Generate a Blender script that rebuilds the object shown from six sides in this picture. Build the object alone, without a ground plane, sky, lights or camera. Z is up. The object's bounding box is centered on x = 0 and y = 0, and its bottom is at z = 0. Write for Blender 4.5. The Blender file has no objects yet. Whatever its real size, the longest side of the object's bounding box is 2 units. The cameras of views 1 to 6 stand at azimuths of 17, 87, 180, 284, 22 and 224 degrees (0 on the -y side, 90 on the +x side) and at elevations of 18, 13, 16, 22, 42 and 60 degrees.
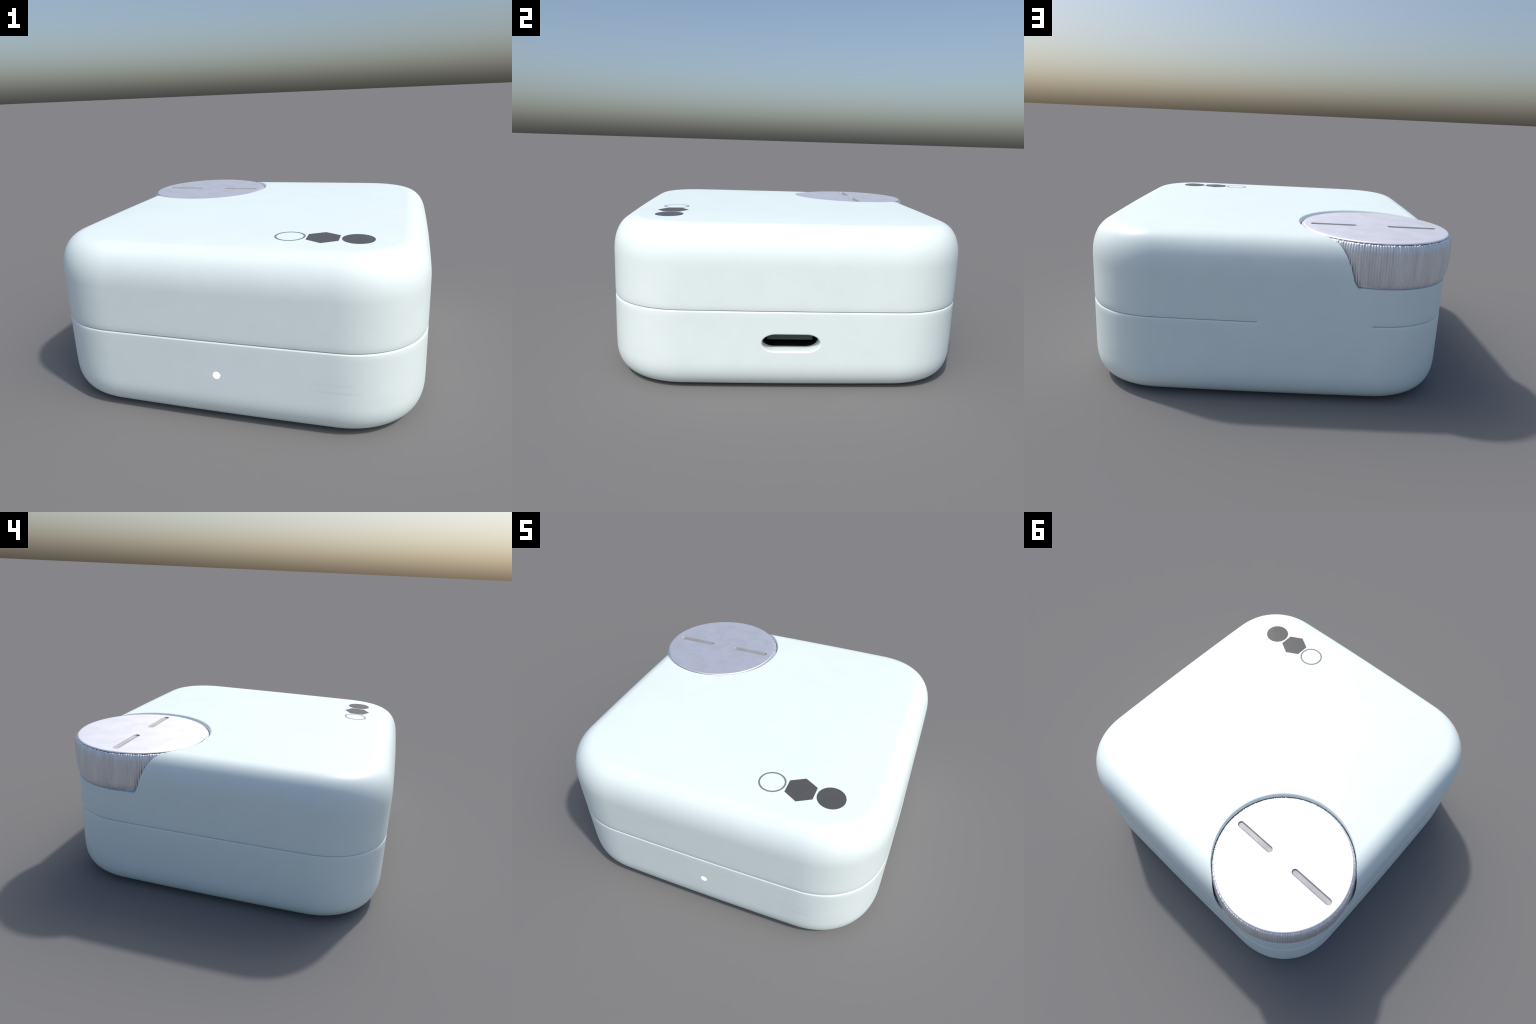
"""Square pocket charging case: rounded white shell split into base and lid,
metal dial sunk in one corner of the lid, printed marks, charging port, status light."""
import bpy, bmesh, math, random
import numpy as np
from mathutils import Vector
from mathutils.bvhtree import BVHTree
from mathutils.kdtree import KDTree

random.seed(7)
rng = np.random.default_rng(7)

# ------------------------------------------------------------------ sizes
CX, CY = 0.0052, -0.0038           # centre of the shell
HALF, BOW = 0.9757, 0.0151         # half width at the corners' tangents, outward bow of the sides
CORNER, CEXP = 0.404, 2.235         # plan corner size and superellipse exponent
TOP_Z, CROWN = 0.9005, 0.0068       # the lid falls away a little towards its edges
DRAFT = -0.0028                    # the walls spread slightly towards the foot
Z_SIDE_TOP, TOP_IN, TOP_EXP = 0.682, 0.146, 2.37   # upper edge rounding
Z_SIDE_BOT, BOT_IN, BOT_EXP = 0.181, 0.155, 2.61   # lower edge rounding
SEAM = 0.4510
HINGE = (-0.542, 0.047)            # stretch of the back where the seam closes up
AX, AY = -0.577, 0.577             # dial axis
DIAL_TOP = 0.8925
RECESS_R, RECESS_FLOOR = 0.4165, 0.652    # mouth radius at the lid top, height of the step


# ------------------------------------------------------------------ materials
def new_mat(name):
    m = bpy.data.materials.new(name)
    m.use_nodes = True
    nt = m.node_tree
    return m, nt, nt.nodes["Principled BSDF"]


def plastic(name, color, rough, vary=0.015, scale=6.0, spec=0.5):
    m, nt, b = new_mat(name)
    N, L = nt.nodes, nt.links
    tc = N.new("ShaderNodeTexCoord")
    no = N.new("ShaderNodeTexNoise")
    no.inputs["Scale"].default_value = scale
    no.inputs["Detail"].default_value = 4
    L.new(tc.outputs["Object"], no.inputs["Vector"])
    r = N.new("ShaderNodeValToRGB")
    r.color_ramp.elements[0].position = 0.3
    r.color_ramp.elements[1].position = 0.7
    r.color_ramp.elements[0].color = (*[c * (1 - vary) for c in color], 1)
    r.color_ramp.elements[1].color = (*[min(1, c * (1 + vary)) for c in color], 1)
    L.new(no.outputs["Fac"], r.inputs["Fac"])
    L.new(r.outputs["Color"], b.inputs["Base Color"])
    b.inputs["Roughness"].default_value = rough
    b.inputs["Specular IOR Level"].default_value = spec
    return m


def dial_metal(name, color, rough, metallic, streak):
    """satin metal with cloudy wear; streak stretches the clouds along z for the grip"""
    m, nt, b = new_mat(name)
    N, L = nt.nodes, nt.links
    tc = N.new("ShaderNodeTexCoord")
    mp = N.new("ShaderNodeMapping")
    mp.inputs["Scale"].default_value = (16, 16, 1.5) if streak else (1, 1, 1)
    L.new(tc.outputs["Object"], mp.inputs["Vector"])
    no = N.new("ShaderNodeTexNoise")
    no.inputs["Scale"].default_value = 2.0 if streak else 8.0
    no.inputs["Detail"].default_value = 5
    no.inputs["Roughness"].default_value = 0.6
    L.new(mp.outputs["Vector"], no.inputs["Vector"])
    r = N.new("ShaderNodeValToRGB")
    r.color_ramp.elements[0].position = 0.32
    r.color_ramp.elements[1].position = 0.62
    k = 0.86 if streak else 0.88
    r.color_ramp.elements[0].color = (*[c * k for c in color], 1)
    r.color_ramp.elements[1].color = (*color, 1)
    L.new(no.outputs["Fac"], r.inputs["Fac"])
    L.new(r.outputs["Color"], b.inputs["Base Color"])
    rr = N.new("ShaderNodeMapRange")
    rr.inputs["To Min"].default_value = rough + 0.05
    rr.inputs["To Max"].default_value = rough - 0.05
    L.new(no.outputs["Fac"], rr.inputs["Value"])
    L.new(rr.outputs["Result"], b.inputs["Roughness"])
    b.inputs["Metallic"].default_value = metallic
    return m


WHITE = plastic("white_satin_plastic", (0.782, 0.892, 0.884), 0.42)
BASE_WHITE = plastic("white_satin_plastic_smudged", (0.782, 0.892, 0.884), 0.42)


def add_smudges(m, marks):
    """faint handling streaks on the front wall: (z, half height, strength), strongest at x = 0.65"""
    nt = m.node_tree
    N, L = nt.nodes, nt.links
    sep = N.new("ShaderNodeSeparateXYZ")
    L.new(next(n for n in N if n.type == "TEX_COORD").outputs["Object"], sep.inputs[0])

    def ramp(sock, a, b):
        r = N.new("ShaderNodeMapRange")
        r.interpolation_type = "SMOOTHSTEP"
        r.inputs["From Min"].default_value, r.inputs["From Max"].default_value = a, b
        L.new(sock, r.inputs["Value"])
        return r.outputs["Result"]

    def mul(a, b, op="MULTIPLY"):
        n = N.new("ShaderNodeMath")
        n.operation = op
        for k, v in enumerate((a, b)):
            if isinstance(v, float):
                n.inputs[k].default_value = v
            else:
                L.new(v, n.inputs[k])
        return n.outputs[0]

    where = mul(mul(ramp(sep.outputs["X"], 0.40, 0.64), ramp(sep.outputs["X"], 0.70, 0.64)), ramp(sep.outputs["Y"], -0.80, -0.90))
    total = None
    for z, h, k in marks:
        band = mul(mul(ramp(sep.outputs["Z"], z - h, z), ramp(sep.outputs["Z"], z + h, z)), k)
        total = band if total is None else mul(total, band, "ADD")
    mix = N.new("ShaderNodeMixRGB")
    mix.inputs["Color2"].default_value = (0.45, 0.50, 0.52, 1)
    b = N["Principled BSDF"]
    L.new(b.inputs["Base Color"].links[0].from_socket, mix.inputs["Color1"])
    L.new(mul(where, total), mix.inputs["Fac"])
    L.new(mix.outputs["Color"], b.inputs["Base Color"])


add_smudges(BASE_WHITE, [(0.248, 0.012, 0.16), (0.287, 0.016, 0.08)])
PRINT = plastic("grey_print", (0.088, 0.090, 0.093), 0.45, 0.05, 30, 0.36)
RING = plastic("grey_ring_print", (0.19, 0.225, 0.23), 0.45, 0.05, 30)
BLACK = plastic("black_socket", (0.010, 0.010, 0.011), 0.5)
TONGUE = plastic("grey_contact", (0.05, 0.052, 0.054), 0.5)
CAP = dial_metal("satin_metal_cap", (0.96, 0.955, 0.985), 0.53, 0.85, False)
GROOVE = dial_metal("worn_metal_stroke", (0.50, 0.50, 0.52), 0.72, 0.80, False)
GRIP = dial_metal("ribbed_metal", (0.86, 0.88, 0.93), 0.42, 0.85, True)
LIGHT, _nt, _b = new_mat("status_light_glow")
_b.inputs["Base Color"].default_value = (0.9, 0.95, 0.95, 1)
_b.inputs["Emission Color"].default_value = (1, 1, 1, 1)
_b.inputs["Emission Strength"].default_value = 0.9


# ------------------------------------------------------------------ helpers
def link(o, parent):
    bpy.context.scene.collection.objects.link(o)
    if parent:
        o.parent = parent
    return o


def mesh_obj(name, verts, faces, mats, parent=None, smooth=True):
    me = bpy.data.meshes.new(name)
    me.from_pydata([tuple(v) for v in verts], [], faces)
    me.update()
    for m in mats:
        me.materials.append(m)
    if smooth:
        me.shade_smooth()
    return link(bpy.data.objects.new(name, me), parent)


def resample(pts, n):
    """same curve, n points evenly spread along it"""
    p = np.asarray(pts, float)
    s = np.r_[0, np.cumsum(np.linalg.norm(np.diff(p, axis=0), axis=1))]
    t = np.linspace(0, s[-1], n)
    return np.stack([np.interp(t, s, p[:, k]) for k in range(p.shape[1])], -1)


def quarter(ext_in, ext_up, e, n):
    """superellipse quarter: from (0,0) on the wall to (ext_in, ext_up) on the flat"""
    a = np.linspace(0, math.pi / 2, 600)
    d = ext_in * (1 - np.abs(np.cos(a)) ** (2 / e))
    z = ext_up * np.abs(np.sin(a)) ** (2 / e)
    return resample(np.stack([d, z], -1), n)


# plan outline: eighth-symmetric parameter list, shared by every ring
N_SIDE, N_CORNER = 64, 44


def plan(inset, grow):
    """closed outline of the shell pulled in by inset; the corner size follows by grow*inset"""
    half = HALF - inset
    R = max(CORNER - grow * inset, 0.02)
    a = np.linspace(0, math.pi / 2, 800)
    c = np.stack([half - R + R * np.cos(a) ** (2 / CEXP), half - R + R * np.sin(a) ** (2 / CEXP)], -1)
    c = resample(c, N_CORNER)
    ys = np.linspace(-(half - R), half - R, N_SIDE)[1:-1]
    one = np.concatenate([np.stack([np.full_like(ys, half), ys], -1), c])   # right side, then corner
    # the sides bow outwards a little
    x, y = one[:, 0] / half, one[:, 1] / half
    bx = BOW * np.clip(x, 0, 1) ** 4 * (1 - np.clip(np.abs(y), 0, 1) ** 2)
    by = BOW * np.clip(y, 0, 1) ** 4 * (1 - np.clip(np.abs(x), 0, 1) ** 2)
    one = one + np.stack([bx, by], -1)
    out = []
    for k in range(4):
        cs, sn = [(1, 0), (0, 1), (-1, 0), (0, -1)][k]
        out.append(np.stack([one[:, 0] * cs - one[:, 1] * sn, one[:, 0] * sn + one[:, 1] * cs], -1))
    return np.concatenate(out)


def snap_hinge(ring):
    """slide outline points of the back side so that pairs sit at both hinge ends"""
    r = ring.copy()
    if r[:, 1].max() < 0.93:            # only the wall rings carry the seam
        return r
    back = np.where((r[:, 1] > 0.9 * r[:, 1].max()) & (np.abs(r[:, 0]) < 0.62))[0]
    for hx in HINGE:
        x = hx - CX
        near = back[np.argsort(np.abs(r[back, 0] - x))[:2]]
        near = near[np.argsort(r[near, 0])]
        r[near[0], 0], r[near[1], 0] = x - 0.0025, x + 0.0025
    return r


def rings_to_mesh(profile):
    """profile: list of (inset, z, grow, hinge_inset, hinge_z); lofts rings, caps both ends"""
    V, F, m = [], [], 0
    for d, z, g, dh, zh in profile:
        q, qh = snap_hinge(plan(d, g)), snap_hinge(plan(dh, g))
        x = q[:, 0] + CX
        k = ((q[:, 1] > 0.9) & (x > HINGE[0]) & (x < HINGE[1])).astype(float)
        xy = q * (1 - k)[:, None] + qh * k[:, None]
        V.append(np.c_[xy + [CX, CY], z * (1 - k) + zh * k])
        m = len(q)
    n = len(V)
    for i in range(n - 1):
        for j in range(m):
            k = (j + 1) % m
            F.append((i * m + j, i * m + k, (i + 1) * m + k, (i + 1) * m + j))
    F.append(tuple(range(m))[::-1])
    F.append(tuple((n - 1) * m + j for j in range(m)))
    return np.concatenate(V), F


def draft(z):
    return DRAFT * min(1.0, max(0.0, (Z_SIDE_TOP - z) / (Z_SIDE_TOP - Z_SIDE_BOT)))


def lid_height(f):
    """height of the lid top at fraction f of the way from its centre to the rounded edge"""
    return TOP_Z - CROWN * f ** 6


def P(d, z, g=0.0, dh=None, zh=None):
    k = draft(z)
    dh = d + k if dh is None else dh + k
    d = d + k
    return (d, z, g, d if dh is None else dh, z if zh is None else zh)


# ------------------------------------------------------------------ shell halves
def base_profile():
    low = quarter(BOT_IN, Z_SIDE_BOT, BOT_EXP, 44)[::-1]
    pr = [P(BOT_IN * 1.6, 0, 0.95)]
    pr += [P(d, Z_SIDE_BOT - z, 0.95) for d, z in low]
    z0, rz, rd = 0.4405, 0.0095, 0.0095
    pr += [P(0, z) for z in np.linspace(Z_SIDE_BOT, z0, 12)[1:]]
    for a in np.linspace(0, math.pi / 2, 11)[1:]:                     # rounded rim
        pr.append(P(rd * (1 - math.cos(a)), z0 + rz * math.sin(a), 0.5, 0.0, z0 + (SEAM - 0.0003 - z0) * math.sin(a)))
    pr.append(P(0.020, 0.4499, 0.5, 0.020, SEAM - 0.0003))
    pr.append(P(0.060, 0.4495, 0.5, 0.060, 0.4495))
    return pr


def lid_profile():
    pr = [P(0.060, 0.4535, 0.5, 0.060, 0.4535), P(0.020, 0.4533, 0.5, 0.020, SEAM + 0.0002)]
    # lower lip tucked in slightly behind the rim of the base
    lip = [(0.0036, 0.4533), (0.0029, 0.4536), (0.0024, 0.4542), (0.0021, 0.4551), (0.0017, 0.4580), (0.0011, 0.4630), (0.0006, 0.4690), (0.0002, 0.4740), (0.0, 0.4800)]
    for k, (d, z) in enumerate(lip):
        pr.append(P(d, z, 0.5, 0.0, SEAM + 0.0002 + (0.4800 - SEAM - 0.0002) * (k / 8) ** 3))
    pr += [P(0, z) for z in np.linspace(0.48, Z_SIDE_TOP, 11)[1:]]
    pr += [P(d, Z_SIDE_TOP + z, 1.11) for d, z in quarter(TOP_IN, TOP_Z - CROWN - Z_SIDE_TOP, TOP_EXP, 56)[1:]]
    for f in np.r_[np.linspace(1, 0.12, 56)[1:]]:
        d = HALF - (HALF - TOP_IN) * f
        pr.append(P(d, lid_height(f), (CORNER - (CORNER - 1.11 * TOP_IN) * f) / d))
    return pr


def revolve(profile, n, cx, cy, closed_ends=True):
    """profile of (r, z) from the axis outwards and back; z axis through (cx, cy)"""
    V, F = [], []
    for r, z in profile:
        for j in range(n):
            t = 2 * math.pi * j / n
            V.append((cx + r * math.cos(t), cy + r * math.sin(t), z))
    m = len(profile)
    for i in range(m - 1):
        for j in range(n):
            k = (j + 1) % n
            F.append((i * n + j, i * n + k, (i + 1) * n + k, (i + 1) * n + j))
    if closed_ends:
        F.append(tuple(range(n))[::-1])
        F.append(tuple((m - 1) * n + j for j in range(n)))
    return V, F


def stadium(hw, hh, n=20, stretch=1.0):
    """outline in (y, z): long slot with round or drawn-out ends"""
    pts = []
    for s, a0 in ((1, -90), (-1, 90)):
        for a in np.linspace(a0, a0 + 180, n):
            t = math.radians(a)
            pts.append((s * (hw - hh * stretch) + hh * stretch * math.cos(t), hh * math.sin(t)))
    return pts


def slot_cutter(levels, yc, zc, axis, stretch=1.0):
    """stack of stadium outlines (depth, half width, half height) along x or -y"""
    V, F = [], []
    for dep, hw, hh in levels:
        for u, w in stadium(hw, hh, 20, stretch):
            V.append((dep, yc + u, zc + w) if axis == "x" else (yc + u, -dep, zc + w))
    n = 40
    for i in range(len(levels) - 1):
        for j in range(n):
            k = (j + 1) % n
            F.append((i * n + j, i * n + k, (i + 1) * n + k, (i + 1) * n + j))
    F.append(tuple(range(n))[::-1])
    F.append(tuple((len(levels) - 1) * n + j for j in range(n)))
    return V, F


def fix_out(o):
    bm = bmesh.new()
    bm.from_mesh(o.data)
    bmesh.ops.recalc_face_normals(bm, faces=bm.faces)
    bm.to_mesh(o.data)
    bm.free()


def carve(o, cutters):
    """cut the holes, then give the outer skin the uncut skin's normals and the holes their own"""
    src = o.data.copy()
    src.calc_loop_triangles()
    tris = [tuple(t.vertices) for t in src.loop_triangles]
    vn = np.array([v.normal[:] for v in src.vertices])
    co = np.array([v.co[:] for v in src.vertices])
    bvh = BVHTree.FromPolygons([Vector(c) for c in co], tris)
    for c in cutters:
        c.data.polygons.foreach_set("material_index", [1] * len(c.data.polygons))
        md = o.modifiers.new("cut", "BOOLEAN")
        md.operation, md.solver, md.object = "DIFFERENCE", "EXACT", c
    dg = bpy.context.evaluated_depsgraph_get()
    me = bpy.data.meshes.new_from_object(o.evaluated_get(dg))
    o.modifiers.clear()
    old = o.data
    o.data = me
    me.name = o.name
    for c in cutters:
        bpy.data.objects.remove(c)
    me.shade_smooth()
    # faces round each vertex, cut faces only
    around = {}
    for p in me.polygons:
        if p.material_index == 1:
            for v in p.vertices:
                around.setdefault(v, []).append(p)
    normals = [None] * len(me.loops)
    for p in me.polygons:
        for li in p.loop_indices:
            v = me.loops[li].vertex_index
            if p.material_index == 0:
                loc, nor, idx, dist = bvh.find_nearest(me.vertices[v].co)
                a, b, c = (Vector(co[i]) for i in tris[idx])
                e0, e1, e2 = b - a, c - a, loc - a
                d00, d01, d11, d20, d21 = e0.dot(e0), e0.dot(e1), e1.dot(e1), e2.dot(e0), e2.dot(e1)
                den = d00 * d11 - d01 * d01
                if abs(den) < 1e-18:
                    w1 = w2 = 1 / 3
                else:
                    w1, w2 = (d11 * d20 - d01 * d21) / den, (d00 * d21 - d01 * d20) / den
                nn = vn[list(tris[idx])]
                q = Vector((1 - w1 - w2) * nn[0] + w1 * nn[1] + w2 * nn[2])
                normals[li] = q.normalized() if q.dot(p.normal) > 0.3 else p.normal.copy()
            else:
                q = Vector((0, 0, 0))
                for f in around[v]:
                    if f.normal.dot(p.normal) > 0.8:
                        q += f.normal * f.area
                normals[li] = q.normalized() if q.length > 0 else p.normal.copy()
    me.normals_split_custom_set([tuple(n) for n in normals])
    bpy.data.meshes.remove(src)
    bpy.data.meshes.remove(old)


case = link(bpy.data.objects.new("charging_case", None), None)
case["label"] = "white rounded square charging case with silver corner dial"
case["category"] = "earbud charging case"

V, F = rings_to_mesh(base_profile())
base = mesh_obj("base", V, F, [BASE_WHITE, WHITE], case)
fix_out(base)
V, F = rings_to_mesh(lid_profile())
lid = mesh_obj("lid", V, F, [WHITE, WHITE], case)
fix_out(lid)

# recess for the dial: cylinder with a softened mouth and a floor whose outer lip rolls over
prof = [(0.0005, RECESS_FLOOR), (0.20, RECESS_FLOOR), (0.400, RECESS_FLOOR)]
for a in np.linspace(0, 70, 8)[1:]:
    t = math.radians(a)
    prof.append((0.400 + 0.0235 * math.sin(t), RECESS_FLOOR - 0.011 * (1 - math.cos(t))))
# barrel-shaped wall following the belly of the dial
wall = [(0.4240, 0.648), (0.4295, 0.668), (0.4335, 0.690), (0.4365, 0.730), (0.4355, 0.785), (0.4285, 0.830), (0.4208, 0.860), (0.4166, 0.874)]
prof += [tuple(p) for p in resample(wall, 24)]
for a in np.linspace(0, 84, 9):
    t = math.radians(a)
    prof.append((RECESS_R + 0.0130 * (1 - math.cos(t)), 0.8800 + 0.0200 * math.sin(t)))
prof += [(RECESS_R + 0.0132, 0.902), (RECESS_R + 0.0132, 0.95), (0.0005, 0.95)]
V, F = revolve(prof, 160, AX, AY)
cut = mesh_obj("recess_cutter", V, F, [WHITE, WHITE])
fix_out(cut)
carve(lid, [cut])

# charging port mouth with rolled edge, and the pinhole of the status light
PZ = 0.278
FX = HALF + BOW + CX - draft(PZ)                  # x of the face at mid width
lv = [(0.690, 0.1530, 0.0462), (FX - 0.011, 0.1530, 0.0462)]
for a in np.linspace(0, 85, 8)[1:]:
    t = math.radians(a)
    k = 0.0080 * (1 - math.cos(t))
    lv.append((FX - 0.011 + 0.0105 * math.sin(t), 0.1530 + k, 0.0462 + k))
lv.append((1.05, lv[-1][1] + 0.0005, lv[-1][2] + 0.0005))
V, F = slot_cutter(lv, -0.002, PZ, "x", 1.5)
port_cut = mesh_obj("port_cutter", V, F, [BASE_WHITE, WHITE])
fix_out(port_cut)
FY = HALF + BOW - CY - draft(PZ)                  # -y of the front face
LX, LZ, LR = 0.0095, 0.2725, 0.0185
lv = [(FY - 0.02, LR, LR - 1e-4), (FY - 0.003, LR, LR - 1e-4)]
for a in np.linspace(0, 80, 5)[1:]:
    t = math.radians(a)
    k = 0.003 * (1 - math.cos(t))
    lv.append((FY - 0.003 + 0.0028 * math.sin(t), LR + k, LR + k - 1e-4))
lv.append((1.05, LR + 0.0035, LR + 0.0034))
V, F = slot_cutter(lv, LX, LZ, "y")
led_cut = mesh_obj("light_cutter", V, F, [BASE_WHITE, WHITE])
fix_out(led_cut)
carve(base, [port_cut, led_cut])

# socket behind the mouth: open-fronted black box with a contact tongue
lv = [(0.692, 0.1525, 0.0457), (0.922, 0.1525, 0.0457), (0.9235, 0.1505, 0.0440), (0.920, 0.1490, 0.0425), (0.70, 0.1480, 0.0420)]
V, F = slot_cutter(lv, -0.002, PZ, "x", 1.5)
sock = mesh_obj("charging_port", V, F, [BLACK], base, smooth=False)
bm = bmesh.new()
V8 = [(x, y, z) for x in (0.712, 0.905) for y in (-0.124, 0.124) for z in (0.262, 0.296)]
F8 = [(0, 1, 3, 2), (4, 6, 7, 5), (0, 4, 5, 1), (2, 3, 7, 6), (0, 2, 6, 4), (1, 5, 7, 3)]
tongue = mesh_obj("contact_tongue", V8, F8, [TONGUE], base, smooth=False)
bv = tongue.modifiers.new("edge", "BEVEL")
bv.width, bv.segments = 0.002, 2
bm.free()

# status light: small domed lens in its pinhole
prof = [(0.0001, 0.0035)] + [(LR * 0.985 * math.sin(t), 0.0035 * math.cos(t)) for t in np.linspace(0.15, math.pi / 2, 8)] + [(LR * 0.985, -0.012)]
V, F = revolve(prof, 40, 0, 0)
lens = mesh_obj("status_light", [(LX + x, -(FY - 0.0030 + z), LZ + y) for x, y, z in V], F, [LIGHT], base)
fix_out(lens)


# ------------------------------------------------------------------ printed marks on the lid
def lid_z(x, y):
    return lid_height(min(1.0, max(abs(x - CX), abs(y - CY)) / (HALF - TOP_IN)))


def plate(name, outer, inner, mat, h=0.0010):
    """thin printed plate following the lid; concentric loops from outline to centre (or to the inner outline)"""
    n, steps = len(outer), 6 if inner is None else 2
    cx, cy = (sum(p[k] for p in outer) / n for k in (0, 1))
    inner = inner or [(cx, cy)] * n
    V = [(x, y, lid_z(x, y) - 0.002) for x, y in outer]
    for i in range(steps + 1):
        t = i / steps * (0.97 if inner[0] == inner[1] else 1.0)
        for (x, y), (u, w) in zip(outer, inner):
            a, b = x + (u - x) * t, y + (w - y) * t
            V.append((a, b, lid_z(a, b) + h))
    V += [(V[-n + j][0], V[-n + j][1], V[-n + j][2] - 0.003) for j in range(n)]
    rows = steps + 3
    F = [(i * n + j, i * n + (j + 1) % n, ((i + 1) % rows) * n + (j + 1) % n, ((i + 1) % rows) * n + j)
         for i in range(rows) for j in range(n)]
    if inner[0] == inner[1]:
        F = F[:(rows - 2) * n] + [tuple((rows - 2) * n + j for j in range(n)), tuple(range(n))[::-1]]
        V = V[:(rows - 1) * n]
    o = mesh_obj(name, V, F, [mat], lid, smooth=False)
    fix_out(o)
    return o


def poly(cx, cy, r, n, a0=0.0):
    return [(cx + r * math.cos(a0 + 2 * math.pi * j / n), cy + r * math.sin(a0 + 2 * math.pi * j / n)) for j in range(n)]


MY = -0.6780
plate("printed_disc", poly(0.6500, MY, 0.0780, 72), None, PRINT)
hexa = poly(0.4820, MY, 0.0905, 6, math.pi / 2)
hexa = [(a[0] + (b[0] - a[0]) * t / 6, a[1] + (b[1] - a[1]) * t / 6) for a, b in zip(hexa, hexa[1:] + hexa[:1]) for t in range(6)]
plate("printed_hexagon", hexa, None, PRINT)
plate("printed_ring", poly(0.3180, MY, 0.0768, 72), poly(0.3180, MY, 0.0670, 72), RING)

# ------------------------------------------------------------------ dial
dial = link(bpy.data.objects.new("dial", None), case)

# grip: barrel with about 190 irregular vertical ribs
N_RIB, PER = 188, 8
NT = N_RIB * PER
spine = [(0.380, 0.6515), (0.394, 0.6515), (0.4005, 0.6540), (0.4050, 0.6600), (0.4100, 0.6740), (0.4150, 0.6980), (0.4188, 0.7350),
         (0.4205, 0.7800), (0.4198, 0.8200), (0.4178, 0.8480), (0.4145, 0.8650), (0.4110, 0.8750), (0.4075, 0.8800), (0.4030, 0.8818), (0.3970, 0.8815), (0.3930, 0.8760), (0.3930, 0.8600)]
spine = resample(spine, 60)
amp = rng.uniform(0.55, 1.25, N_RIB)
deep = (rng.random(N_RIB) < 0.10) * rng.uniform(0.4, 1.2, N_RIB)
lift = rng.uniform(-1, 1, N_RIB)
width = rng.uniform(-0.22, 0.22, N_RIB)
phase = rng.uniform(0, 6.28, N_RIB)
V, F = [], []
for i, (r, z) in enumerate(spine):
    f = min(1.0, max(0.0, (z - 0.653) / 0.02)) * (1.0 if r > 0.399 else 0.25)
    for j in range(NT):
        k = j // PER
        u = (j % PER) / PER
        wob = 0.10 * math.sin(11 * z + phase[k]) + 0.07 * math.sin(37 * z + 2 * phase[k])
        t = 2 * math.pi * (k + u + wob * math.sin(math.pi * u)) / N_RIB
        crest = abs(math.sin(math.pi * u)) ** (0.55 + width[k])
        a = 0.0052 * amp[k] * (0.85 + 0.35 * math.sin(23 * z + phase[k]))
        dr = a * (crest - 0.6) + 0.0004 * lift[k] * crest
        if u == 0:
            dr -= 0.0030 * deep[k] * (0.5 + 0.5 * math.sin(9 * z + phase[k]))
        rr = r + f * dr
        V.append((AX + rr * math.cos(t), AY + rr * math.sin(t), z + (0.0013 * math.sin(phase[k]) if z > 0.87 and r > 0.395 else 0)))
m = len(spine)
for i in range(m - 1):
    for j in range(NT):
        k = (j + 1) % NT
        F.append((i * NT + j, i * NT + k, (i + 1) * NT + k, (i + 1) * NT + j))
F.append(tuple(range(NT))[::-1])
F.append(tuple((m - 1) * NT + j for j in range(NT)))
grip = mesh_obj("grip_ring", V, F, [GRIP], dial)

# cap: flat disc with rolled edge and two engraved strokes
CR = 0.4020
prof = [(0.0005, 0.866), (CR - 0.008, 0.866), (CR - 0.008, 0.8830), (CR - 0.002, 0.8838)]
for a in np.linspace(0, 90, 9):
    t = math.radians(a)
    prof.append((CR - 0.0090 * (1 - math.cos(t)), DIAL_TOP - 0.0075 + 0.0075 * math.sin(t)))
prof += [(0.30, DIAL_TOP), (0.0005, DIAL_TOP)]
V, F = revolve(prof, 180, AX, AY)
cap = mesh_obj("cap", V, F, [CAP, GROOVE], dial)
fix_out(cap)
cuts = []
for s in (1, -1):
    a, b = (0.0870, 0.3610) if s > 0 else (0.0710, 0.3590)
    mid, hl = s * (a + b) / 2, (b - a) / 2
    dep = 0.0085                                    # stroke: flat floor, sloping sides, rolled lip
    lv = [(DIAL_TOP - dep, hl - 0.0095, 0.0125), (DIAL_TOP - dep + 0.0003, hl - 0.0085, 0.0135)]
    lv += [(DIAL_TOP - dep + 0.0012, hl - 0.0075, 0.0145), (DIAL_TOP - 0.0042, hl - 0.0046, 0.0174)]
    lv += [(DIAL_TOP - 0.0042 + 0.0042 * math.sin(t), hl - 0.0046 + 0.0044 * (1 - math.cos(t)), 0.0174 + 0.0044 * (1 - math.cos(t))) for t in np.linspace(0, 1.5, 7)[1:]]
    lv += [(DIAL_TOP + 0.0004, hl + 0.0002, 0.0222), (0.92, hl + 0.0002, 0.0222)]
    Vs, Fs = slot_cutter(lv, 0.0, 0.0, "x")
    Vs = [(AX + mid + y, AY + 0.005 + z, x) for x, y, z in Vs]
    c = mesh_obj("stroke_cutter", Vs, Fs, [CAP, GROOVE])
    fix_out(c)
    cuts.append(c)
carve(cap, cuts)

bpy.context.view_layer.update()
